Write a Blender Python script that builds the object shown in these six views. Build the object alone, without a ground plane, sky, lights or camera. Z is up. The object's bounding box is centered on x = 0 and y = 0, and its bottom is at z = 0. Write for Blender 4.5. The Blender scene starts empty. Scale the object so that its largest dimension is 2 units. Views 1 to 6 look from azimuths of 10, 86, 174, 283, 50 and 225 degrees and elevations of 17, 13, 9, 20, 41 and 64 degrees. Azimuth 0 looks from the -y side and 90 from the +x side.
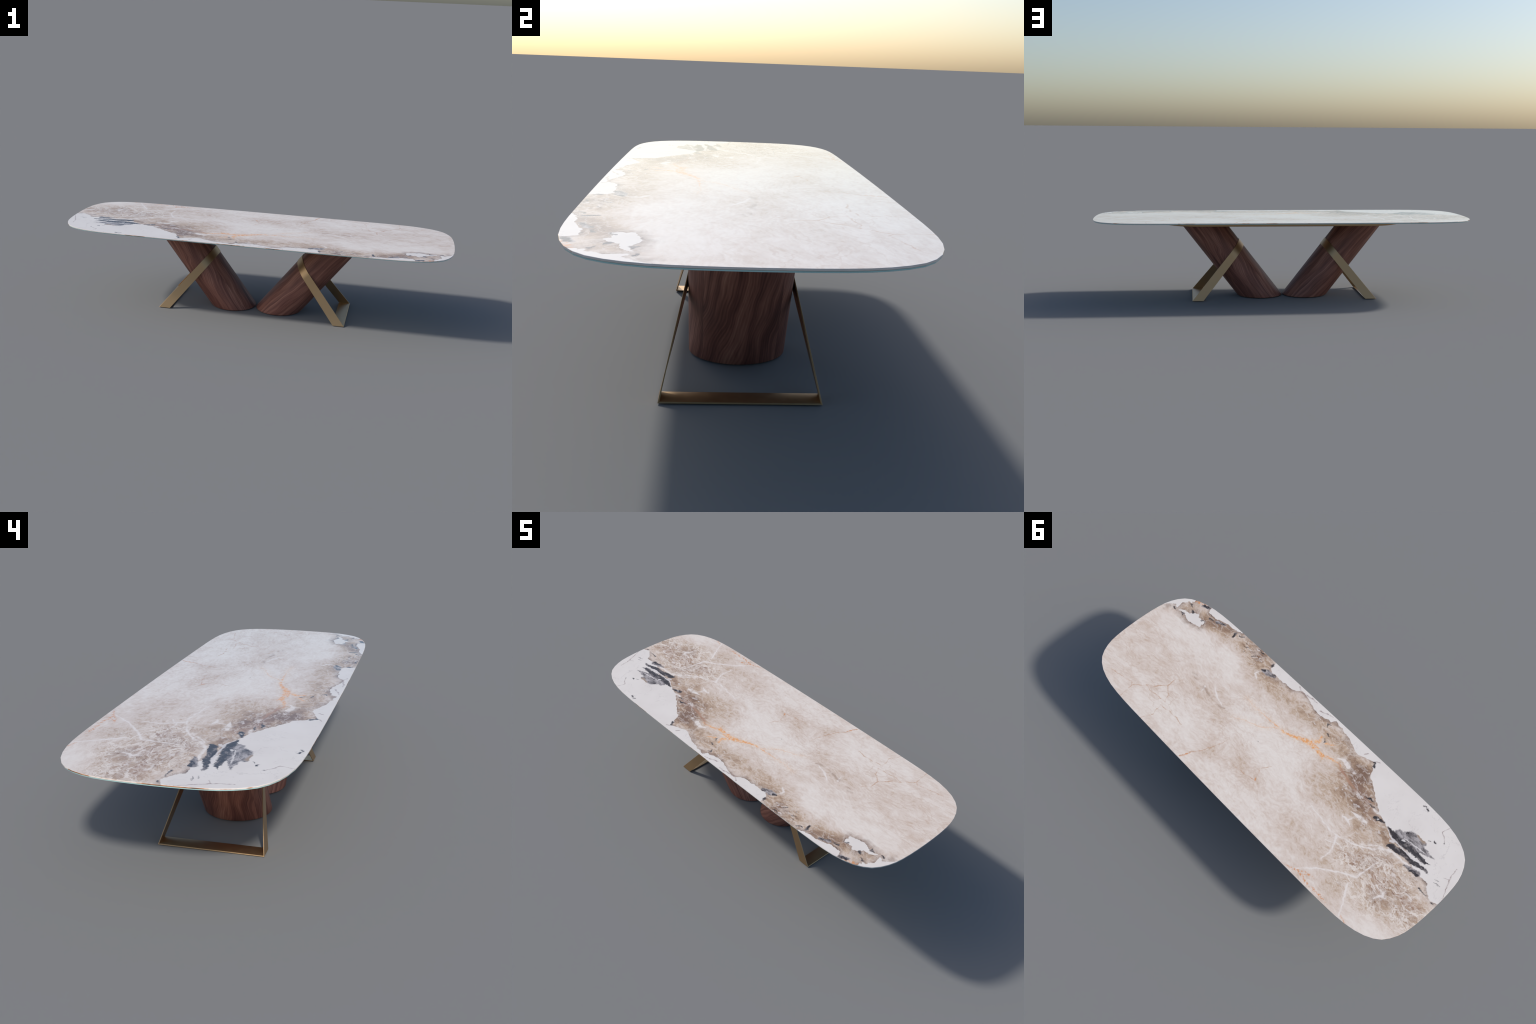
"""Dining table: boat-shaped marble/glass top, two leaning walnut drums, two bronze bands."""
import bpy, bmesh, math
from math import sin, cos, pi, sqrt, atan2, acos
from mathutils import Vector

# ------------------------------------------------------------------ sizes (metres)
Z_TOP = 0.4262          # top face of the marble slab
Z_SEAM = 0.4224         # marble / glass joint
Z_GLASS = 0.4191        # underside of the glass
Z_APRON = 0.3930        # underside of the bronze support frame
LEG_R = 0.1213          # radius of the (horizontal) drum section
LEG_X = 0.1222          # drum centre on the floor
LEAN = 0.774            # dx/dz of the drum axis
BAND_T = 0.0030         # thickness of the bronze strip
BAND_OUT = 0.4880       # floor bar, outer edge
BAND_IN = 0.4300        # floor bar, inner edge
BAND_Y = 0.1780         # half length of the floor bar
SLOPE_OUT, SLOPE_IN = -0.824, -0.802   # dx/dz of the strip's two edges


def lin(c):
    return tuple(((v / 255) / 12.92 if v <= 10 else ((v / 255 + 0.055) / 1.055) ** 2.4) for v in c) + (1.0,)


# ------------------------------------------------------------------ distance to one tapering segment
def segment_group():
    g = bpy.data.node_groups.get("tapering_segment")
    if g:
        return g
    g = bpy.data.node_groups.new("tapering_segment", "ShaderNodeTree")
    for name, kind in (("point", "Vector"), ("nearest", "Float"), ("start", "Vector"), ("axis_scaled", "Vector"),
                       ("axis_back", "Vector"), ("taper", "Float"), ("radius", "Float")):
        g.interface.new_socket(name, in_out="INPUT", socket_type="NodeSocket" + kind)
    g.interface.new_socket("distance", in_out="OUTPUT", socket_type="NodeSocketFloat")
    gi, go = g.nodes.new("NodeGroupInput").outputs, g.nodes.new("NodeGroupOutput").inputs

    def op(kind, operation, *ins):
        n = g.nodes.new(kind)
        n.operation = operation
        for sock, v in zip(n.inputs, ins):
            g.links.new(v, sock) if isinstance(v, bpy.types.NodeSocket) else setattr(sock, "default_value", v)
        return n
    VM, FM = "ShaderNodeVectorMath", "ShaderNodeMath"
    pa = op(VM, "SUBTRACT", gi[0], gi[2]).outputs[0]
    dot = op(VM, "DOT_PRODUCT", pa, gi[3]).outputs["Value"]
    h = op(FM, "MAXIMUM", op(FM, "MINIMUM", dot, 1.0).outputs[0], 0.0).outputs[0]
    sc = op(VM, "SCALE", gi[4])
    g.links.new(h, sc.inputs["Scale"])
    ln = op(VM, "LENGTH", op(VM, "ADD", pa, sc.outputs[0]).outputs[0]).outputs["Value"]
    s = op(FM, "SUBTRACT", op(FM, "MULTIPLY_ADD", h, gi[5], ln).outputs[0], gi[6]).outputs[0]
    g.links.new(op(FM, "MINIMUM", s, gi[1]).outputs[0], go[0])
    return g


# ------------------------------------------------------------------ node helper
class Tree:
    def __init__(self, name):
        self.mat = bpy.data.materials.new(name)
        self.mat.use_nodes = True
        self.t = self.mat.node_tree
        self.bsdf = self.t.nodes["Principled BSDF"]

    def new(self, kind, **props):
        n = self.t.nodes.new(kind)
        for k, v in props.items():
            setattr(n, k, v)
        return n

    def put(self, sock, v):
        if isinstance(v, bpy.types.NodeSocket):
            self.t.links.new(v, sock)
        elif v is not None:
            sock.default_value = v

    def m(self, op, a, b=None, c=None, clamp=False):
        n = self.new("ShaderNodeMath", operation=op, use_clamp=clamp)
        for s, v in zip(n.inputs, (a, b, c)):
            self.put(s, v)
        if clamp:
            n.use_clamp = False
            return self.m("MAXIMUM", self.m("MINIMUM", n.outputs[0], 1.0), 0.0)
        return n.outputs[0]

    def v(self, op, a, b=None, c=None, scale=None):
        n = self.new("ShaderNodeVectorMath", operation=op)
        for s, v in zip(n.inputs, (a, b, c)):
            self.put(s, v)
        if scale is not None:
            self.put(n.inputs["Scale"], scale)
        return n.outputs["Value"] if op in ("LENGTH", "DOT_PRODUCT", "DISTANCE") else n.outputs[0]

    def step(self, x, lo, hi, a=0.0, b=1.0, smooth=True):
        n = self.new("ShaderNodeMapRange", interpolation_type="SMOOTHSTEP" if smooth else "LINEAR")
        for s, v in zip(n.inputs[:5], (x, lo, hi, a, b)):
            self.put(s, v)
        return n.outputs[0]

    def noise(self, vec, scale, detail=3, rough=0.55, dist=0.0, colour=False):
        n = self.new("ShaderNodeTexNoise", noise_dimensions="3D")
        self.put(n.inputs["Vector"], vec)
        n.inputs["Scale"].default_value = scale
        n.inputs["Detail"].default_value = detail
        n.inputs["Roughness"].default_value = rough
        n.inputs["Distortion"].default_value = dist
        return n.outputs["Color"] if colour else n.outputs[0]

    def crack(self, vec, scale, rnd=1.0):
        n = self.new("ShaderNodeTexVoronoi", voronoi_dimensions="2D", feature="DISTANCE_TO_EDGE")
        self.put(n.inputs["Vector"], vec)
        n.inputs["Scale"].default_value = scale
        n.inputs["Randomness"].default_value = rnd
        return n.outputs["Distance"]

    def mapping(self, vec, loc=(0, 0, 0), rot=0.0, scale=(1, 1, 1)):
        n = self.new("ShaderNodeMapping")
        self.put(n.inputs[0], vec)
        n.inputs[1].default_value = loc
        n.inputs[2].default_value = (0, 0, rot)
        n.inputs[3].default_value = scale
        return n.outputs[0]

    def ramp(self, f, stops):
        n = self.new("ShaderNodeValToRGB")
        cr = n.color_ramp
        while len(cr.elements) < len(stops):
            cr.elements.new(0.5)
        for e, (p, c) in zip(cr.elements, stops):
            e.position = p
            e.color = lin(c)
        self.put(n.inputs[0], f)
        return n.outputs[0]

    def mix(self, f, a, b):
        n = self.new("ShaderNodeMix", data_type="RGBA")
        self.put(n.inputs[0], f)
        self.put(n.inputs[6], lin(a) if isinstance(a, tuple) else a)
        self.put(n.inputs[7], lin(b) if isinstance(b, tuple) else b)
        return n.outputs[2]

    def warp(self, p, scale, amount, detail=3):
        d = self.v("SUBTRACT", self.noise(p, scale, detail, colour=True), (0.5, 0.5, 0.5))
        return self.v("MULTIPLY_ADD", d, (amount, amount, 0), p)

    # signed distance to a tapering stroke through points (x, y, radius)
    def stroke(self, p, pts, d=None):
        for (ax, ay, ar), (bx, by, br) in zip(pts[:-1], pts[1:]):
            ba = Vector((bx - ax, by - ay, 0))
            n = self.new("ShaderNodeGroup", node_tree=segment_group())
            self.put(n.inputs[0], p)
            self.put(n.inputs[1], d if d is not None else 9.0)
            for s, v in zip(n.inputs[2:], ((ax, ay, 0), tuple(ba / ba.length_squared), tuple(-ba), ar - br, ar)):
                s.default_value = v
            d = n.outputs[0]
        return d

    def strokes(self, p, lines):
        d = None
        for l in lines:
            d = self.stroke(p, l, d)
        return d

    # soft cloud: weight fades from the stroke's spine to its radius
    def clouds(self, p, items):
        tot = None
        for w, line in items:
            d = self.stroke(p, line)
            r = max(q[2] for q in line)
            f = self.step(d, -r, 0.0, w, 0.0)
            tot = f if tot is None else self.m("ADD", tot, f)
        return tot


# ------------------------------------------------------------------ marble
def marble():
    T = Tree("marble")
    obj = T.new("ShaderNodeTexCoord").outputs["Object"]
    p = T.v("MULTIPLY", obj, (1, 1, 0))
    pw = T.warp(T.warp(p, 18, 0.026, 5), 55, 0.016, 4)     # ragged edges
    pv = T.warp(T.warp(p, 11, 0.034, 4), 48, 0.013, 4)      # wandering veins
    pc = T.warp(p, 6, 0.14, 6)                             # clouds

    # --- cloudy beige ground
    fib = T.mapping(T.warp(T.warp(p, 4, 0.14, 3), 30, 0.012, 3), rot=math.radians(-12), scale=(0.50, 1.0, 1.0))
    n_big = T.noise(pc, 4.5, 3, 0.6)
    n_mid = T.noise(fib, 24, 5, 0.68)
    n_fib = T.noise(fib, 95, 4, 0.65)
    n_fine = T.noise(pw, 130, 2, 0.6)
    brown = T.clouds(pc, [
        (0.42, [(-0.45, -0.12, 0.17), (-0.36, -0.20, 0.17)]),
        (0.30, [(-0.62, -0.05, 0.16), (-0.40, -0.10, 0.18), (-0.25, -0.05, 0.16)]),
        (0.40, [(-0.36, -0.24, 0.11), (-0.20, -0.24, 0.12), (-0.05, -0.26, 0.10)]),
        (0.34, [(0.02, -0.25, 0.11), (0.22, -0.24, 0.12), (0.45, -0.28, 0.13)]),
        (0.26, [(0.45, -0.30, 0.12), (0.70, -0.27, 0.11)]),
        (0.50, [(0.66, -0.29, 0.06), (0.80, -0.27, 0.08), (0.90, -0.23, 0.07)]),
        (0.36, [(-0.56, 0.12, 0.18), (-0.70, 0.11, 0.26), (-0.84, 0.10, 0.24), (-0.99, 0.12, 0.17)]),
        (0.20, [(-0.56, 0.09, 0.10), (-0.62, 0.10, 0.11), (-0.66, 0.09, 0.10)]),
        (0.22, [(-0.72, 0.02, 0.14), (-0.86, 0.02, 0.16), (-0.97, 0.05, 0.14)]),
        (0.08, [(-0.80, 0.15, 0.07), (-0.82, 0.11, 0.07)]),
        (0.14, [(-0.82, 0.17, 0.12), (-0.97, 0.15, 0.12)]),
        (0.30, [(-0.66, -0.08, 0.06), (-0.63, -0.10, 0.07)]),
        (0.16, [(-0.60, 0.24, 0.12), (-0.30, 0.18, 0.10)]),
        (0.18, [(0.52, 0.05, 0.09), (0.36, 0.02, 0.10), (0.30, 0.05, 0.09)]),
        (0.05, [(0.95, 0.05, 0.10), (0.78, 0.10, 0.12), (0.62, 0.10, 0.10)]),
        (0.07, [(0.95, -0.06, 0.06), (0.70, 0.02, 0.06), (0.55, -0.05, 0.06)]),
        (0.14, [(-0.05, 0.16, 0.09), (0.12, 0.14, 0.09), (0.20, 0.22, 0.08)]),
    ])
    pale = T.clouds(pc, [
        (0.16, [(-0.93, 0.28, 0.11), (-0.84, 0.29, 0.11)]),
        (0.20, [(-0.20, 0.08, 0.13), (-0.05, 0.00, 0.16), (0.25, -0.03, 0.14)]),
        (0.16, [(0.50, -0.16, 0.12), (0.85, -0.10, 0.13)]),
        (0.15, [(0.40, 0.22, 0.16), (0.65, 0.25, 0.13)]),
        (0.12, [(-0.15, 0.28, 0.14), (0.10, 0.28, 0.12)]),
    ])
    tone = T.m("ADD", T.m("SUBTRACT", T.m("MULTIPLY", brown, 1.0), pale), 0.30)
    tone = T.m("MULTIPLY_ADD", T.m("SUBTRACT", n_big, 0.5), 0.28, tone)
    tone = T.m("MULTIPLY_ADD", T.m("SUBTRACT", n_mid, 0.5), 0.80, tone)
    tone = T.m("MULTIPLY_ADD", T.m("SUBTRACT", n_fib, 0.5), 0.50, tone)
    tone = T.m("MULTIPLY_ADD", T.m("SUBTRACT", n_fine, 0.5), 0.20, tone)
    speck = T.noise(T.mapping(pv, rot=0.25, scale=(0.7, 1.1, 1)), 62, 3, 0.7)
    fleck_zone = T.clouds(pc, [(1.0, [(0.22, -0.27, 0.10), (0.45, -0.28, 0.12), (0.62, -0.28, 0.08)]),
                               (0.5, [(-0.10, -0.25, 0.09), (-0.28, -0.22, 0.09)]),
                               (0.5, [(-0.62, 0.08, 0.16), (-0.90, 0.10, 0.20)]),
                               (0.6, [(0.75, -0.28, 0.07), (0.90, -0.23, 0.07)])])
    tone = T.m("MULTIPLY_ADD", T.m("SUBTRACT", speck, 0.5), T.m("MULTIPLY", fleck_zone, 0.9), tone)
    col = T.ramp(tone, [(0.0, (226, 217, 208)), (0.22, (219, 207, 197)), (0.42, (207, 190, 177)),
                        (0.62, (188, 165, 144)), (0.82, (161, 135, 113)), (1.0, (128, 102, 85))])
    # rose cast near the left end and under the orange vein
    rose = T.clouds(pc, [(0.75, [(-0.55, 0.09, 0.13), (-0.70, 0.08, 0.14), (-0.90, 0.06, 0.14)]),
                         (0.9, [(-0.28, -0.17, 0.05), (-0.40, -0.14, 0.06), (-0.52, -0.12, 0.07)])])
    rose = T.m("MULTIPLY", T.m("MULTIPLY", rose, T.step(n_mid, 0.35, 0.65)), 0.45, clamp=True)
    col = T.mix(rose, col, (174, 141, 124))

    # --- white boundary along the near edge
    xy = T.new("ShaderNodeSeparateXYZ")
    T.put(xy.inputs[0], pw)
    fc = T.new("ShaderNodeFloatCurve")
    prof = [(-1.00, -0.020), (-0.957, -0.012), (-0.935, -0.030), (-0.91, -0.058), (-0.86, -0.060), (-0.82, -0.066),
            (-0.75, -0.100), (-0.69, -0.118), (-0.646, -0.125), (-0.606, -0.117), (-0.574, -0.131), (-0.536, -0.143),
            (-0.503, -0.162), (-0.476, -0.180), (-0.452, -0.201), (-0.417, -0.225), (-0.378, -0.247), (-0.360, -0.285),
            (-0.348, -0.312), (-0.321, -0.299), (-0.276, -0.282), (-0.25, -0.283), (-0.21, -0.298), (-0.18, -0.309),
            (-0.137, -0.315), (-0.113, -0.326), (-0.076, -0.333), (-0.062, -0.309), (-0.036, -0.306), (0.0, -0.296),
            (0.03, -0.301), (0.073, -0.309), (0.113, -0.317), (0.144, -0.328), (0.174, -0.305), (0.187, -0.294),
            (0.25, -0.291), (0.302, -0.290), (0.323, -0.286), (0.343, -0.296), (0.357, -0.345), (0.40, -0.36),
            (0.58, -0.345), (0.61, -0.327), (0.672, -0.316), (0.711, -0.307), (0.744, -0.298), (0.795, -0.294),
            (0.810, -0.320), (0.83, -0.38), (1.0, -0.40)]
    cu = fc.mapping.curves[0]
    pts = [((x + 1) / 2, y + 0.5) for x, y in prof]
    cu.points[0].location, cu.points[1].location = pts[0], pts[-1]
    for q in pts[1:-1]:
        cu.points.new(*q)
    for q in cu.points:
        q.handle_type = "VECTOR"
    fc.mapping.update()
    T.put(fc.inputs["Value"], T.m("MULTIPLY_ADD", xy.outputs[0], 0.5, 0.5))
    edge = T.m("SUBTRACT", fc.outputs[0], 0.5)
    d_w = T.m("SUBTRACT", xy.outputs[1], edge)             # negative inside the white
    islands = T.strokes(pw, [
        [(0.915, -0.290, 0.018), (0.950, -0.250, 0.022), (0.972, -0.215, 0.022), (1.00, -0.165, 0.010)],
        [(0.945, -0.228, 0.014), (0.936, -0.205, 0.008)], [(0.918, -0.272, 0.012), (0.905, -0.268, 0.006)],
        [(0.862, -0.206, 0.013), (0.845, -0.205, 0.018)], [(0.825, -0.215, 0.030), (0.800, -0.212, 0.022)],
        [(0.800, -0.222, 0.018), (0.775, -0.222, 0.014)], [(0.785, -0.205, 0.014), (0.770, -0.205, 0.008)],
        [(0.880, -0.205, 0.008), (0.905, -0.196, 0.004)],
    ])
    d_w = T.m("MINIMUM", d_w, islands)

    # darker brown and black rim on the stone side of the boundary
    gate = T.noise(pw, 11, 3)
    rim_w = T.step(gate, 0.35, 0.7, 0.015, 0.06)
    rim = T.m("DIVIDE", d_w, rim_w, clamp=True)
    rim = T.m("MULTIPLY", T.step(rim, 0.0, 1.0, 0.75, 0.0), T.step(n_mid, 0.25, 0.6))
    col = T.mix(rim, col, (134, 113, 100))
    # flecks of white and of charcoal inside the brown zones
    zone = T.step(tone, 0.45, 0.8)
    fl = T.noise(T.mapping(pv, rot=-0.35, scale=(0.5, 1, 1)), 48, 3, 0.6)
    col = T.mix(T.m("MULTIPLY", T.step(fl, 0.58, 0.68), T.m("MULTIPLY", zone, 0.7)), col, (218, 209, 204))

    # --- white crackle veins of the left third
    cz = T.clouds(pc, [(1.0, [(-0.50, 0.10, 0.14), (-0.66, 0.11, 0.22), (-0.86, 0.11, 0.26), (-0.99, 0.12, 0.24)])])
    lace = T.mapping(T.warp(T.warp(p, 8, 0.06, 4), 30, 0.03, 3), rot=math.radians(18), scale=(0.62, 1.25, 1))

    def ridge(scale, lo, hi, amount):
        n = T.noise(lace, scale, 5, 0.62, 0.4)
        return T.step(T.m("ABSOLUTE", T.m("SUBTRACT", n, 0.5)), lo, hi, amount, 0.0)
    c1 = T.crack(lace, 11)
    crk = T.m("MAXIMUM", ridge(10, 0.002, 0.028, 0.92), ridge(24, 0.002, 0.045, 0.62))
    crk = T.m("MAXIMUM", crk, ridge(46, 0.0, 0.06, 0.32))
    crk = T.m("MAXIMUM", crk, T.m("MULTIPLY", T.step(c1, 0.004, 0.035, 0.75, 0.0), T.step(n_mid, 0.42, 0.58)))
    # the same lace, much fainter, over the rest of the stone; tan wisps towards the far end
    faint = T.m("MULTIPLY", ridge(17, 0.0, 0.05, 0.36), T.step(tone, 0.25, 0.6))
    col = T.mix(faint, col, (224, 214, 206))
    wisp_n = T.noise(T.mapping(T.warp(p, 5, 0.12, 4), rot=math.radians(-16), scale=(0.45, 1.3, 1)), 9, 4, 0.6)
    wisp = T.step(T.m("ABSOLUTE", T.m("SUBTRACT", wisp_n, 0.47)), 0.0, 0.03, 0.45, 0.0)
    wisp = T.m("MULTIPLY", wisp, T.clouds(pc, [(1.0, [(0.55, 0.18, 0.22), (0.92, 0.08, 0.25)]), (0.6, [(0.0, 0.2, 0.2), (0.4, 0.0, 0.2)])]))
    col = T.mix(wisp, col, (190, 164, 144))
    crk = T.m("MULTIPLY", T.m("MULTIPLY", crk, T.step(cz, 0.05, 0.45)), T.step(gate, 0.36, 0.55, 0.45, 0.95))
    col = T.mix(crk, col, (225, 214, 204))

    w = 0.0022
    wv = T.strokes(pv, [
        [(-0.30, 0.055, 0.0004), (-0.453, 0.078, w), (-0.486, 0.073, w), (-0.557, 0.049, 0.002), (-0.621, 0.012, 0.0026),
         (-0.687, -0.042, 0.0045), (-0.759, -0.055, 0.004), (-0.80, -0.062, 0.003)],
        [(-0.486, 0.073, 0.004), (-0.513, 0.112, 0.003), (-0.522, 0.150, w), (-0.52, 0.198, 0.001)],
        [(-0.513, 0.112, w), (-0.47, 0.125, 0.001)], [(-0.54, 0.10, w), (-0.50, 0.10, 0.001)],
        [(-0.480, 0.315, 0.001), (-0.537, 0.243, 0.0015), (-0.621, 0.179, 0.0035), (-0.679, 0.144, 0.003), (-0.690, 0.096, 0.0025),
         (-0.695, 0.030, 0.001)],
        [(-0.800, 0.155, 0.003), (-0.821, 0.124, 0.004), (-0.804, 0.107, 0.003), (-0.759, 0.106, 0.001)],
        [(-0.751, 0.320, 0.001), (-0.709, 0.247, 0.003), (-0.678, 0.196, 0.002)],
        [(-0.589, 0.021, 0.001), (-0.640, -0.022, 0.003), (-0.680, -0.035, 0.001)],
        [(-0.450, -0.054, 0.0004), (-0.505, -0.062, 0.009), (-0.535, -0.064, 0.004)],
        [(-0.435, -0.010, 0.001), (-0.470, -0.018, 0.004), (-0.500, -0.005, 0.001)],
        [(-0.470, -0.018, 0.003), (-0.480, -0.045, 0.001)],
        [(-0.28, -0.20, 0.010), (-0.235, -0.215, 0.008), (-0.22, -0.20, 0.002)],
        [(0.365, -0.255, 0.002), (0.372, -0.225, 0.002), (0.345, -0.205, 0.001)],
        [(0.345, 0.012, 0.001), (0.40, -0.008, 0.003), (0.44, -0.03, 0.001)],
        [(-0.51, -0.135, 0.002), (-0.545, -0.14, 0.006)],
        [(0.48, 0.0, 0.003), (0.475, 0.03, 0.001)],
    ])
    col = T.mix(T.m("MULTIPLY", T.step(wv, -0.0015, 0.0035, 0.9, 0.0), T.step(T.noise(p, 38, 4), 0.34, 0.56, 0.30, 1.0)), col, (228, 220, 214))
    col = T.mix(T.step(wv, -0.002, 0.016, 0.30, 0.0), col, (222, 211, 203))

    # --- tan hairlines at the right end and back edge
    t = 0.0010
    tv = T.strokes(pv, [
        [(0.711, 0.335, t), (0.719, 0.260, 0.0018), (0.674, 0.203, t), (0.635, 0.171, 0.002), (0.603, 0.132, 0.002),
         (0.607, 0.087, t), (0.576, 0.054, 0.0003)],
        [(0.719, 0.255, t), (0.733, 0.243, t), (0.809, 0.264, t), (0.879, 0.285, 0.0003)],
        [(0.674, 0.200, t), (0.646, 0.212, t), (0.591, 0.206, t), (0.546, 0.202, 0.002), (0.559, 0.162, t), (0.603, 0.132, t)],
        [(0.550, 0.335, t), (0.530, 0.278, t), (0.546, 0.226, t), (0.497, 0.219, t), (0.438, 0.215, t), (0.392, 0.225, 0.0003)],
        [(0.275, 0.335, 0.002), (0.255, 0.278, 0.0016), (0.219, 0.224, t), (0.192, 0.103, 0.0003)],
        [(0.06, 0.18, 0.0003), (-0.052, 0.161, t), (-0.020, 0.100, t), (-0.048, 0.056, 0.0003)],
    ])
    broken = T.step(T.noise(p, 34, 3), 0.36, 0.60, 0.12, 0.72)
    col = T.mix(T.m("MULTIPLY", T.step(tv, -0.001, 0.0028, 1.0, 0.0), broken), col, (186, 146, 116))
    gv = T.strokes(pv, [[(0.56, 0.0, 0.001), (0.548, 0.006, 0.003), (0.486, 0.010, 0.003), (0.436, 0.018, 0.003), (0.358, 0.025, 0.004),
                         (0.315, 0.009, 0.001)], [(0.575, -0.01, 0.002), (0.55, -0.012, 0.003)]])
    col = T.mix(T.m("MULTIPLY", T.step(gv, -0.004, 0.010, 0.75, 0.0), T.step(n_mid, 0.44, 0.62)), col, (168, 148, 134))

    # --- orange vein
    ov = T.strokes(pv, [
        [(0.30, -0.097, -0.002), (0.237, -0.098, -0.001), (0.180, -0.104, -0.0004), (0.131, -0.100, 0.001), (0.073, -0.106, 0.003),
         (0.006, -0.119, 0.006), (-0.054, -0.147, 0.012), (-0.098, -0.160, 0.013), (-0.157, -0.158, 0.007),
         (-0.220, -0.178, 0.004), (-0.26, -0.175, 0.001)],
        [(0.26, 0.015, -0.002), (0.183, -0.030, -0.0012), (0.131, -0.055, -0.0006), (0.073, -0.106, 0.0005)],
        [(-0.075, -0.165, 0.006), (-0.10, -0.20, 0.007), (-0.09, -0.224, 0.003)],
        [(-0.13, -0.215, 0.005), (-0.16, -0.235, 0.002)],
        [(-0.157, -0.158, 0.004), (-0.175, -0.145, 0.001)],
    ])
    om = T.m("MULTIPLY", T.step(ov, -0.004, 0.005, 1.0, 0.0), T.step(T.noise(pw, 64, 4, 0.65), 0.36, 0.58, 0.14, 0.95))
    col = T.mix(om, col, T.mix(T.step(T.noise(pw, 90, 2), 0.32, 0.6), (230, 190, 146), (224, 144, 62)))
    halo = T.step(ov, -0.01, 0.035, 0.30, 0.0)
    col = T.mix(T.m("MULTIPLY", halo, T.step(n_fine, 0.4, 0.6)), col, (220, 180, 138))
    o2 = T.strokes(pv, [[(-0.44, 0.335, 0.002), (-0.498, 0.312, 0.006), (-0.525, 0.296, 0.007), (-0.56, 0.28, 0.001)],
                        [(-0.50, 0.315, 0.004), (-0.56, 0.325, 0.004), (-0.613, 0.317, 0.005), (-0.67, 0.322, 0.004)],
                        [(-0.76, 0.315, 0.003), (-0.79, 0.322, 0.003)],
                        [(-0.052, 0.161, 0.004), (-0.045, 0.15, 0.004)],
                        [(0.275, 0.335, 0.004), (0.258, 0.29, 0.003)],
                        [(0.835, -0.325, 0.006), (0.88, -0.302, 0.008), (0.915, -0.283, 0.005)]])
    col = T.mix(T.m("MULTIPLY", T.step(o2, -0.004, 0.005, 0.9, 0.0), T.step(T.noise(pw, 85, 2), 0.42, 0.62)), col, (205, 140, 88))
    rs = T.strokes(pv, [[(-0.24, -0.178, 0.002), (-0.273, -0.165, 0.004), (-0.330, -0.152, 0.005), (-0.400, -0.137, 0.001)]])
    col = T.mix(T.step(rs, -0.004, 0.006, 0.6, 0.0), col, (172, 128, 104))

    # --- the white stone itself, with faint grey hairlines
    gn = T.noise(T.mapping(pv, rot=0.5, scale=(1, 0.6, 1)), 14, 5, 0.65, 0.6)
    hair = T.m("ABSOLUTE", T.m("SUBTRACT", gn, 0.5))
    white = T.mix(T.step(T.noise(p, 7, 4), 0.35, 0.7, 0.0, 0.7), (222, 215, 209), (215, 207, 201))
    white = T.mix(T.m("MULTIPLY", T.step(hair, 0.0, 0.012, 0.28, 0.0), T.step(gate, 0.45, 0.6)), white, (160, 150, 148))
    in_white = T.step(d_w, -0.0012, 0.0012, 1.0, 0.0)
    line = T.m("MULTIPLY", T.step(T.m("ABSOLUTE", T.m("SUBTRACT", d_w, 0.002)), 0.0, 0.0040, 0.8, 0.0), T.step(n_mid, 0.50, 0.66))
    col = T.mix(line, col, (92, 78, 73))
    col = T.mix(in_white, col, white)
    hl = T.strokes(pv, [
        [(-0.953, -0.197, 0.0008), (-0.962, -0.142, 0.0018), (-0.993, -0.055, 0.0008)], [(-0.959, -0.142, 0.001), (-0.94, -0.13, 0.0005)],
        [(-0.831, -0.249, 0.0006), (-0.795, -0.281, 0.001), (-0.799, -0.322, 0.0006)],
        [(-0.37, -0.322, 0.0015), (-0.348, -0.310, 0.001)], [(-0.30, -0.32, 0.0008), (-0.29, -0.305, 0.002)],
        [(0.175, -0.333, 0.002), (0.144, -0.318, 0.002), (0.09, -0.325, 0.0025), (0.06, -0.330, 0.001)],
        [(0.02, -0.312, 0.001), (-0.02, -0.325, 0.0022), (-0.05, -0.335, 0.001)],
    ])
    hb = T.step(T.noise(p, 60, 3), 0.36, 0.62, 0.25, 0.75)
    col = T.mix(T.m("MULTIPLY", T.step(hl, -0.001, 0.0026, 1.0, 0.0), hb), col, (132, 108, 104))

    # --- charcoal lobes
    grey = T.strokes(T.warp(pw, 85, 0.012, 2), [
        [(-0.655, -0.138, 0.014), (-0.700, -0.146, 0.026), (-0.770, -0.152, 0.026), (-0.852, -0.168, 0.001)],
        [(-0.700, -0.172, 0.012), (-0.735, -0.180, 0.016), (-0.775, -0.180, 0.014)],
        [(-0.784, -0.046, 0.003), (-0.815, -0.054, 0.012), (-0.855, -0.062, 0.008)],
        [(0.300, -0.279, 0.008), (0.335, -0.272, 0.017), (0.366, -0.262, 0.006)],
        [(0.684, -0.302, 0.006), (0.726, -0.285, 0.010)],
        [(0.850, -0.300, 0.008), (0.815, -0.312, 0.010)],
    ])
    gcol = T.mix(T.step(T.noise(T.mapping(pw, rot=0.3, scale=(0.5, 1.2, 1)), 60, 3), 0.38, 0.62), (92, 86, 86), (168, 161, 160))
    ochre = T.strokes(pw, [[(-0.725, -0.195, 0.006), (-0.768, -0.190, 0.009)]])
    gcol = T.mix(T.step(ochre, -0.006, 0.008, 0.8, 0.0), gcol, (150, 124, 96))
    col = T.mix(T.step(grey, -0.005, 0.003, 0.95, 0.0), col, gcol)
    pr = T.warp(pw, 95, 0.013, 2)
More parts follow.
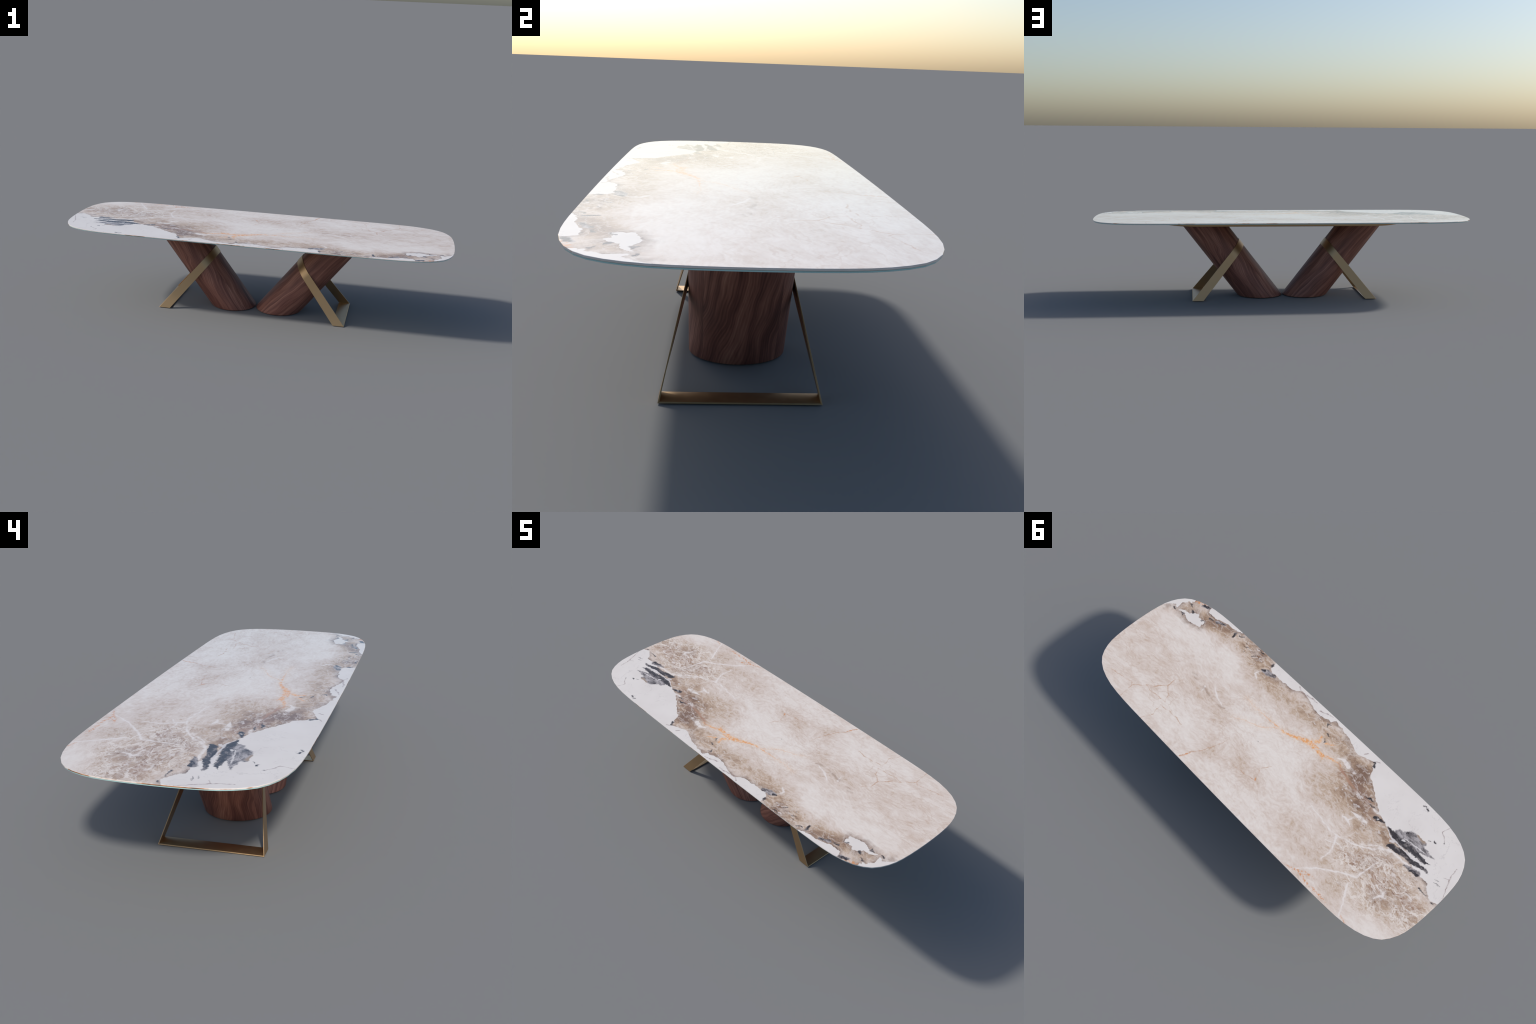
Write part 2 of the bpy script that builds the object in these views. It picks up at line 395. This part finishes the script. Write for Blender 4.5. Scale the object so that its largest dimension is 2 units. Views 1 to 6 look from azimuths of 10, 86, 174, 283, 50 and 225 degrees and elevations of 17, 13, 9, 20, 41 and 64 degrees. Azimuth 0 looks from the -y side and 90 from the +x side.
    black = T.strokes(pr, [
        [(-0.612, -0.119, 0.003), (-0.640, -0.116, 0.014), (-0.690, -0.112, 0.020), (-0.735, -0.118, 0.015), (-0.823, -0.119, 0.012), (-0.862, -0.130, 0.0005)],
        [(-0.672, -0.056, 0.008), (-0.690, -0.066, 0.013), (-0.735, -0.078, 0.017), (-0.790, -0.084, 0.011), (-0.845, -0.092, 0.008), (-0.882, -0.099, 0.0005)],
        [(-0.822, -0.048, 0.008), (-0.850, -0.056, 0.011)], [(-0.784, -0.046, 0.003), (-0.80, -0.047, 0.002)],
        [(-0.534, -0.108, 0.006), (-0.552, -0.113, 0.011), (-0.585, -0.124, 0.004)],
        [(-0.440, -0.156, 0.001), (-0.465, -0.162, 0.005), (-0.484, -0.164, 0.002)],
        [(-0.480, -0.142, 0.001), (-0.500, -0.142, 0.004), (-0.513, -0.143, 0.001)],
        [(-0.690, -0.165, 0.006), (-0.705, -0.180, 0.004)],
        [(-0.362, -0.287, 0.006), (-0.352, -0.308, 0.006)],
        [(-0.070, -0.275, 0.002), (-0.060, -0.290, 0.004), (-0.075, -0.300, 0.001)],
        [(-0.105, -0.222, 0.002), (-0.118, -0.210, 0.004)], [(-0.095, -0.255, 0.004), (-0.115, -0.245, 0.001)],
        [(0.355, -0.270, 0.006), (0.368, -0.262, 0.003)], [(0.300, -0.281, 0.005), (0.312, -0.278, 0.007)],
        [(0.350, -0.310, 0.004), (0.356, -0.325, 0.004)],
        [(0.415, -0.330, 0.002), (0.437, -0.334, 0.004), (0.465, -0.333, 0.001)],
        [(0.528, -0.290, 0.001), (0.509, -0.296, 0.003)], [(0.458, -0.276, 0.003), (0.445, -0.292, 0.002)], [(0.533, -0.309, 0.003), (0.525, -0.306, 0.002)],
        [(0.508, -0.269, 0.003), (0.506, -0.267, 0.002)],
        [(0.613, -0.310, 0.007), (0.607, -0.287, 0.007)], [(0.590, -0.314, 0.004), (0.570, -0.321, 0.004)],
        [(0.684, -0.300, 0.002), (0.700, -0.294, 0.003)], [(0.768, -0.274, 0.006), (0.745, -0.280, 0.002)],
        [(0.846, -0.303, 0.006), (0.826, -0.310, 0.008)],
        [(0.874, -0.193, 0.007), (0.890, -0.190, 0.003)], [(0.866, -0.241, 0.004), (0.852, -0.236, 0.006)],
        [(0.940, -0.183, 0.006), (0.925, -0.181, 0.003)], [(0.893, -0.264, 0.004), (0.878, -0.257, 0.002)],
        [(0.785, -0.232, 0.005), (0.778, -0.236, 0.005)],
        [(-0.897, -0.022, 0.004), (-0.945, -0.015, 0.001)], [(-0.975, -0.010, 0.004), (-0.985, -0.012, 0.002)],
        # stray spots
        [(-0.797, -0.227, 0.006), (-0.804, -0.225, 0.006)], [(-0.673, -0.314, 0.005), (-0.680, -0.312, 0.005)], [(-0.654, -0.313, 0.003), (-0.660, -0.318, 0.003)],
        [(-0.831, -0.249, 0.003), (-0.834, -0.248, 0.002)], [(-0.778, -0.208, 0.002), (-0.785, -0.212, 0.003)],
        [(-0.925, -0.083, 0.001), (-0.940, -0.088, 0.002), (-0.953, -0.091, 0.0005)], [(-0.915, -0.098, 0.0005), (-0.935, -0.100, 0.0012)],
        [(0.097, 0.012, 0.002), (0.094, 0.012, 0.002)],
    ])
    bcol = T.mix(T.step(T.noise(T.mapping(pw, rot=0.35, scale=(0.7, 1.2, 1)), 48, 4, 0.65), 0.48, 0.66), (52, 48, 50), (128, 120, 118))
    col = T.mix(T.step(black, -0.0035, 0.0026, 0.97, 0.0), col, bcol)
    # pale threads that run through the charcoal
    th = T.strokes(pv, [[(-0.62, -0.110, 0.001), (-0.660, -0.094, 0.0035), (-0.700, -0.094, 0.002), (-0.780, -0.100, 0.003), (-0.83, -0.108, 0.001)],
                        [(-0.665, -0.080, 0.004), (-0.68, -0.088, 0.006)], [(-0.70, -0.122, 0.004), (-0.708, -0.125, 0.004)],
                        [(-0.70, -0.135, 0.001), (-0.80, -0.150, 0.0015)], [(-0.553, -0.112, 0.003), (-0.556, -0.114, 0.003)]])
    col = T.mix(T.step(th, -0.001, 0.003, 0.85, 0.0), col, (214, 207, 204))

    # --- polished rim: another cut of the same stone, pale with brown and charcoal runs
    geo = T.new("ShaderNodeNewGeometry")
    nz = T.new("ShaderNodeSeparateXYZ")
    T.put(nz.inputs[0], geo.outputs["Normal"])
    side = T.step(T.m("ABSOLUTE", nz.outputs[2]), 0.35, 0.6, 1.0, 0.0)
    rn = T.noise(p, 5.5, 4, 0.6)
    rcol = T.ramp(rn, [(0.0, (70, 62, 60)), (0.36, (84, 66, 58)), (0.42, (176, 128, 96)), (0.46, (216, 208, 202)), (0.62, (206, 196, 188)), (1.0, (190, 176, 164))])
    col = T.mix(side, col, rcol)

    T.put(T.bsdf.inputs["Base Color"], col)
    T.bsdf.inputs["Roughness"].default_value = 0.12
    T.bsdf.inputs["IOR"].default_value = 1.5
    return T.mat


def glass_edge():
    T = Tree("back_painted_glass")
    obj = T.new("ShaderNodeTexCoord").outputs["Object"]
    n = T.noise(obj, 3, 2)
    T.put(T.bsdf.inputs["Base Color"], T.mix(n, (160, 198, 198), (172, 208, 205)))
    T.bsdf.inputs["Roughness"].default_value = 0.12
    T.bsdf.inputs["Coat Weight"].default_value = 0.4
    T.bsdf.inputs["Coat Roughness"].default_value = 0.05
    return T.mat


def seam_dark():
    T = Tree("dark_seam_strip")
    obj = T.new("ShaderNodeTexCoord").outputs["Object"]
    T.put(T.bsdf.inputs["Base Color"], T.mix(T.noise(obj, 20, 2), (66, 72, 74), (84, 90, 92)))
    T.bsdf.inputs["Roughness"].default_value = 0.5
    return T.mat


def bronze():
    T = Tree("satin_bronze")
    obj = T.new("ShaderNodeTexCoord").outputs["Object"]
    brush = T.noise(T.mapping(obj, scale=(1, 1, 14)), 60, 3, 0.6)
    T.put(T.bsdf.inputs["Base Color"], T.mix(brush, (172, 143, 109), (182, 152, 117)))
    T.bsdf.inputs["Metallic"].default_value = 1.0
    T.put(T.bsdf.inputs["Roughness"], T.step(brush, 0.2, 0.8, 0.38, 0.46))
    return T.mat


def walnut():
    T = Tree("walnut_veneer")
    obj = T.new("ShaderNodeTexCoord").outputs["Object"]
    s = T.new("ShaderNodeSeparateXYZ")
    T.put(s.inputs[0], obj)
    xs = T.m("MULTIPLY_ADD", s.outputs[2], -LEAN, s.outputs[0])      # undo the lean
    ang = T.m("ARCTAN2", s.outputs[1], xs)
    # veneer leaves meet in seams at fixed angles; every leaf has its own figure
    seams = (-2.35, -0.78, 0.86, 2.30)
    leaf = None
    gap = None
    for a in seams:
        g = T.m("GREATER_THAN", ang, a)
        leaf = g if leaf is None else T.m("ADD", leaf, g)
        d = T.m("ABSOLUTE", T.m("SUBTRACT", ang, a))
        gap = d if gap is None else T.m("MINIMUM", gap, d)
    leaf = T.m("MODULO", leaf, 4.0)
    u = T.m("MULTIPLY", ang, LEG_R)
    comb = T.new("ShaderNodeCombineXYZ")
    T.put(comb.inputs[0], u)
    T.put(comb.inputs[1], T.m("MULTIPLY", s.outputs[2], 1.25))
    T.put(comb.inputs[2], T.m("MULTIPLY", leaf, 3.7))
    q = comb.outputs[0]
    # slow sway of the grain
    sway = T.noise(T.v("MULTIPLY", q, (7, 3.2, 1)), 1.0, 2, 0.5, colour=True)
    sway = T.v("SUBTRACT", sway, (0.5, 0.5, 0.5))
    tilt = T.v("MULTIPLY_ADD", T.v("DOT_PRODUCT", q, (0, 1, 0)), (-0.16, 0, 0), q)
    qs = T.v("MULTIPLY_ADD", sway, (0.085, 0, 0), tilt)
    bands = T.noise(T.v("MULTIPLY", qs, (31, 1.7, 1)), 1.0, 4, 0.6)
    lines = T.noise(T.v("MULTIPLY", qs, (190, 6.0, 1)), 1.0, 3, 0.6)
    rip = T.new("ShaderNodeTexWave", wave_type="BANDS", bands_direction="X", wave_profile="SIN")
    T.put(rip.inputs["Vector"], T.v("MULTIPLY", qs, (1, 0.12, 1)))
    rip.inputs["Scale"].default_value = 46
    rip.inputs["Distortion"].default_value = 3.5
    rip.inputs["Detail"].default_value = 2
    rip.inputs["Detail Scale"].default_value = 1.4
    pores = T.noise(T.v("MULTIPLY", q, (520, 30, 1)), 1.0, 2, 0.6)
    f = T.m("MULTIPLY_ADD", T.m("SUBTRACT", bands, 0.5), 2.2, 0.49)
    f = T.m("MULTIPLY_ADD", T.m("SUBTRACT", lines, 0.5), 0.70, f)
    f = T.m("MULTIPLY_ADD", T.m("SUBTRACT", rip.outputs["Fac"], 0.5), 0.16, f)
    f = T.m("MULTIPLY_ADD", T.m("SUBTRACT", pores, 0.5), 0.30, f, clamp=True)
    col = T.ramp(f, [(0.0, (80, 47, 42)), (0.3, (106, 65, 56)), (0.55, (130, 84, 71)), (0.8, (152, 104, 88)), (1.0, (172, 125, 107))])
    col = T.mix(T.step(gap, 0.0, 0.012, 0.35, 0.0), col, (60, 40, 36))
    T.put(T.bsdf.inputs["Base Color"], col)
    T.put(T.bsdf.inputs["Roughness"], T.step(f, 0.0, 1.0, 0.62, 0.54))
    T.bsdf.inputs["Specular IOR Level"].default_value = 0.35
    b = T.new("ShaderNodeBump")
    b.inputs["Strength"].default_value = 0.12
    b.inputs["Distance"].default_value = 0.001
    T.put(b.inputs["Height"], f)
    T.put(T.bsdf.inputs["Normal"], b.outputs[0])
    return T.mat


# ------------------------------------------------------------------ geometry helpers
def add(name, bm, mat, parent, smooth_angle=None, loc=(0, 0, 0)):
    bmesh.ops.recalc_face_normals(bm, faces=bm.faces[:])
    me = bpy.data.meshes.new(name)
    bm.to_mesh(me)
    bm.free()
    me.materials.append(mat)
    if smooth_angle:
        me.shade_smooth()
        me.set_sharp_from_angle(angle=math.radians(smooth_angle))
    ob = bpy.data.objects.new(name, me)
    bpy.context.scene.collection.objects.link(ob)
    ob.parent = parent
    ob.location = loc
    return ob


def slab(rings):
    """closed solid from stacked horizontal loops [(outline, z), ...] bottom to top"""
    bm = bmesh.new()
    loops = [[bm.verts.new((x, y, z)) for x, y in o] for o, z in rings]
    n = len(loops[0])
    for a, b in zip(loops[:-1], loops[1:]):
        for i in range(n):
            j = (i + 1) % n
            bm.faces.new((a[i], a[j], b[j], b[i]))
    bm.faces.new(loops[0][::-1])
    bm.faces.new(loops[-1])
    return bm


def inset(outline, d):
    n = len(outline)
    res = []
    for i in range(n):
        p, q, r = Vector(outline[i - 1]), Vector(outline[i]), Vector(outline[(i + 1) % n])
        t = (r - p).normalized()
        res.append((q.x - t.y * d, q.y + t.x * d))
    return res


def top_outline():
    """one quarter of the boat-shaped plan, mirrored to all four; corners are coarse facets"""
    quarter = [(1.0000, 0.000), (0.9994, 0.045), (0.9975, 0.090), (0.9937, 0.133), (0.9885, 0.167), (0.9790, 0.1995),
               (0.9645, 0.2315), (0.9445, 0.2605), (0.9170, 0.2835), (0.8815, 0.3025), (0.8400, 0.3165), (0.7914, 0.3268),
               (0.7380, 0.3325), (0.6820, 0.3355), (0.6200, 0.3372), (0.4800, 0.3388), (0.3200, 0.3400), (0.1600, 0.3408), (0.0, 0.3410)]
    right_top = quarter
    left_top = [(-x, y) for x, y in quarter[-2::-1]]
    left_bot = [(-x, -y) for x, y in quarter[1:]]
    right_bot = [(x, -y) for x, y in quarter[-2:0:-1]]
    return right_top + left_top + left_bot + right_bot


def stadium(half, r, n=40):
    pts = []
    for s in (1, -1):
        for i in range(n + 1):
            a = -pi / 2 + pi * i / n
            pts.append((s * (half - r + r * cos(a)), s * r * sin(a)))
    return pts


# ------------------------------------------------------------------ build
table = bpy.data.objects.new("dining_table", None)
bpy.context.scene.collection.objects.link(table)
table["label"] = "long dining table, marble top on two leaning walnut drums with bronze bands"
table["category"] = "dining table"

M_MARBLE, M_GLASS, M_SEAM, M_BRONZE, M_WALNUT = marble(), glass_edge(), seam_dark(), bronze(), walnut()

plan = top_outline()
c = 0.0005
add("marble_slab", slab([(inset(plan, c), Z_SEAM), (plan, Z_SEAM + c), (plan, Z_TOP - c), (inset(plan, c), Z_TOP)]), M_MARBLE, table)
add("dark_seam_strip", slab([(inset(plan, 0.0022), Z_SEAM - 0.0007), (inset(plan, 0.0022), Z_SEAM + 0.0003)]), M_SEAM, table)  # thin dark slab, the dark line seen between marble and glass
g = inset(plan, 0.0018)
add("glass_sheet", slab([(inset(g, c), Z_GLASS), (g, Z_GLASS + c), (g, Z_SEAM - 0.0005 - c), (inset(g, c), Z_SEAM - 0.0005)]), M_GLASS, table)
st = stadium(0.640, 0.200)
add("support_frame", slab([(inset(st, 0.0015), Z_APRON), (st, Z_APRON + 0.0015), (st, Z_GLASS + 0.0008)]), M_BRONZE, table, 40)


def drum():
    """upright-section cylinder sheared outwards, with a slightly eased foot"""
    n = 160
    rows = [(0.0, LEG_R - 0.0025), (0.0012, LEG_R - 0.0006), (0.003, LEG_R)]
    rows += [(0.003 + (Z_APRON + 0.001 - 0.003) * i / 14, LEG_R) for i in range(1, 15)]
    rings = [([(LEAN * z + r * cos(2 * pi * k / n), r * sin(2 * pi * k / n)) for k in range(n)], z) for z, r in rows]
    return slab(rings)


leg = add("leg", drum(), M_WALNUT, table, 50, (LEG_X, 0, 0))
leg2 = leg.copy()
leg2.location = (-LEG_X, 0, 0)
leg2.rotation_euler = (0, 0, pi)
bpy.context.scene.collection.objects.link(leg2)


def edge_curve(x0, slope, r, ybar, n=56):
    """one edge of the strip: a plane cut of the drum, from floor corner, tangent to the drum, round its inner face"""
    # in the cutting plane the drum is the ellipse ((z - zc) / az)^2 + (y / r)^2 = 1
    k = LEAN - slope
    zc, az = (x0 - LEG_X) / k, r / k
    X, Y = (0 - zc) / az, ybar / r
    ph = atan2(Y, X) - acos(1 / sqrt(X * X + Y * Y))      # tangent point, unit-circle angle
    out = []
    for i in range(9):
        t = i / 8
        out.append((zc * 0 + t * (zc + az * cos(ph)), ybar + t * (r * sin(ph) - ybar)))
    for i in range(1, n):
        a = ph - 2 * ph * i / n
        out.append((zc + az * cos(a), r * sin(a)))
    out += [(z, -y) for z, y in out[8::-1]]
    return [(x0 + slope * z, y, z) for z, y in out]


def band():
    """flat bronze strip lying on the floor, rising on both sides and looping round the drum"""
    bm = bmesh.new()
    rails = []
    for x0, sl in ((BAND_OUT, SLOPE_OUT), (BAND_IN, SLOPE_IN)):
        o = edge_curve(x0, sl, LEG_R + BAND_T, BAND_Y)
        i = edge_curve(x0, sl, LEG_R + 0.0002, BAND_Y - BAND_T * 1.03)
        # the inner skin starts on top of the floor bar
        f = BAND_T / i[8][2]
        i[0] = tuple(a + (b - a) * f for a, b in zip(i[0], i[8]))
        i[-1] = (i[0][0], -i[0][1], i[0][2])
        rails.append((o, i))
    (oo, oi), (io, ii) = rails
    n = len(oo)
    V = [[bm.verts.new(p) for p in r] for r in (oo, oi, io, ii)]
    for k in range(n):
        j = (k + 1) % n
        bm.faces.new((V[0][k], V[0][j], V[2][j], V[2][k]))   # outer skin
        bm.faces.new((V[1][k], V[3][k], V[3][j], V[1][j]))   # inner skin
        bm.faces.new((V[0][k], V[1][k], V[1][j], V[0][j]))   # upper rim
        bm.faces.new((V[2][k], V[2][j], V[3][j], V[3][k]))   # lower rim
    bmesh.ops.recalc_face_normals(bm, faces=bm.faces[:])
    sharp = [e for e in bm.edges if len(e.link_faces) == 2 and e.calc_face_angle(0) > 0.7]
    bmesh.ops.bevel(bm, geom=sharp, offset=0.0004, segments=1, affect="EDGES")
    return bm


strap = add("metal_band", band(), M_BRONZE, table, 30)
strap2 = strap.copy()
strap2.rotation_euler = (0, 0, pi)
bpy.context.scene.collection.objects.link(strap2)
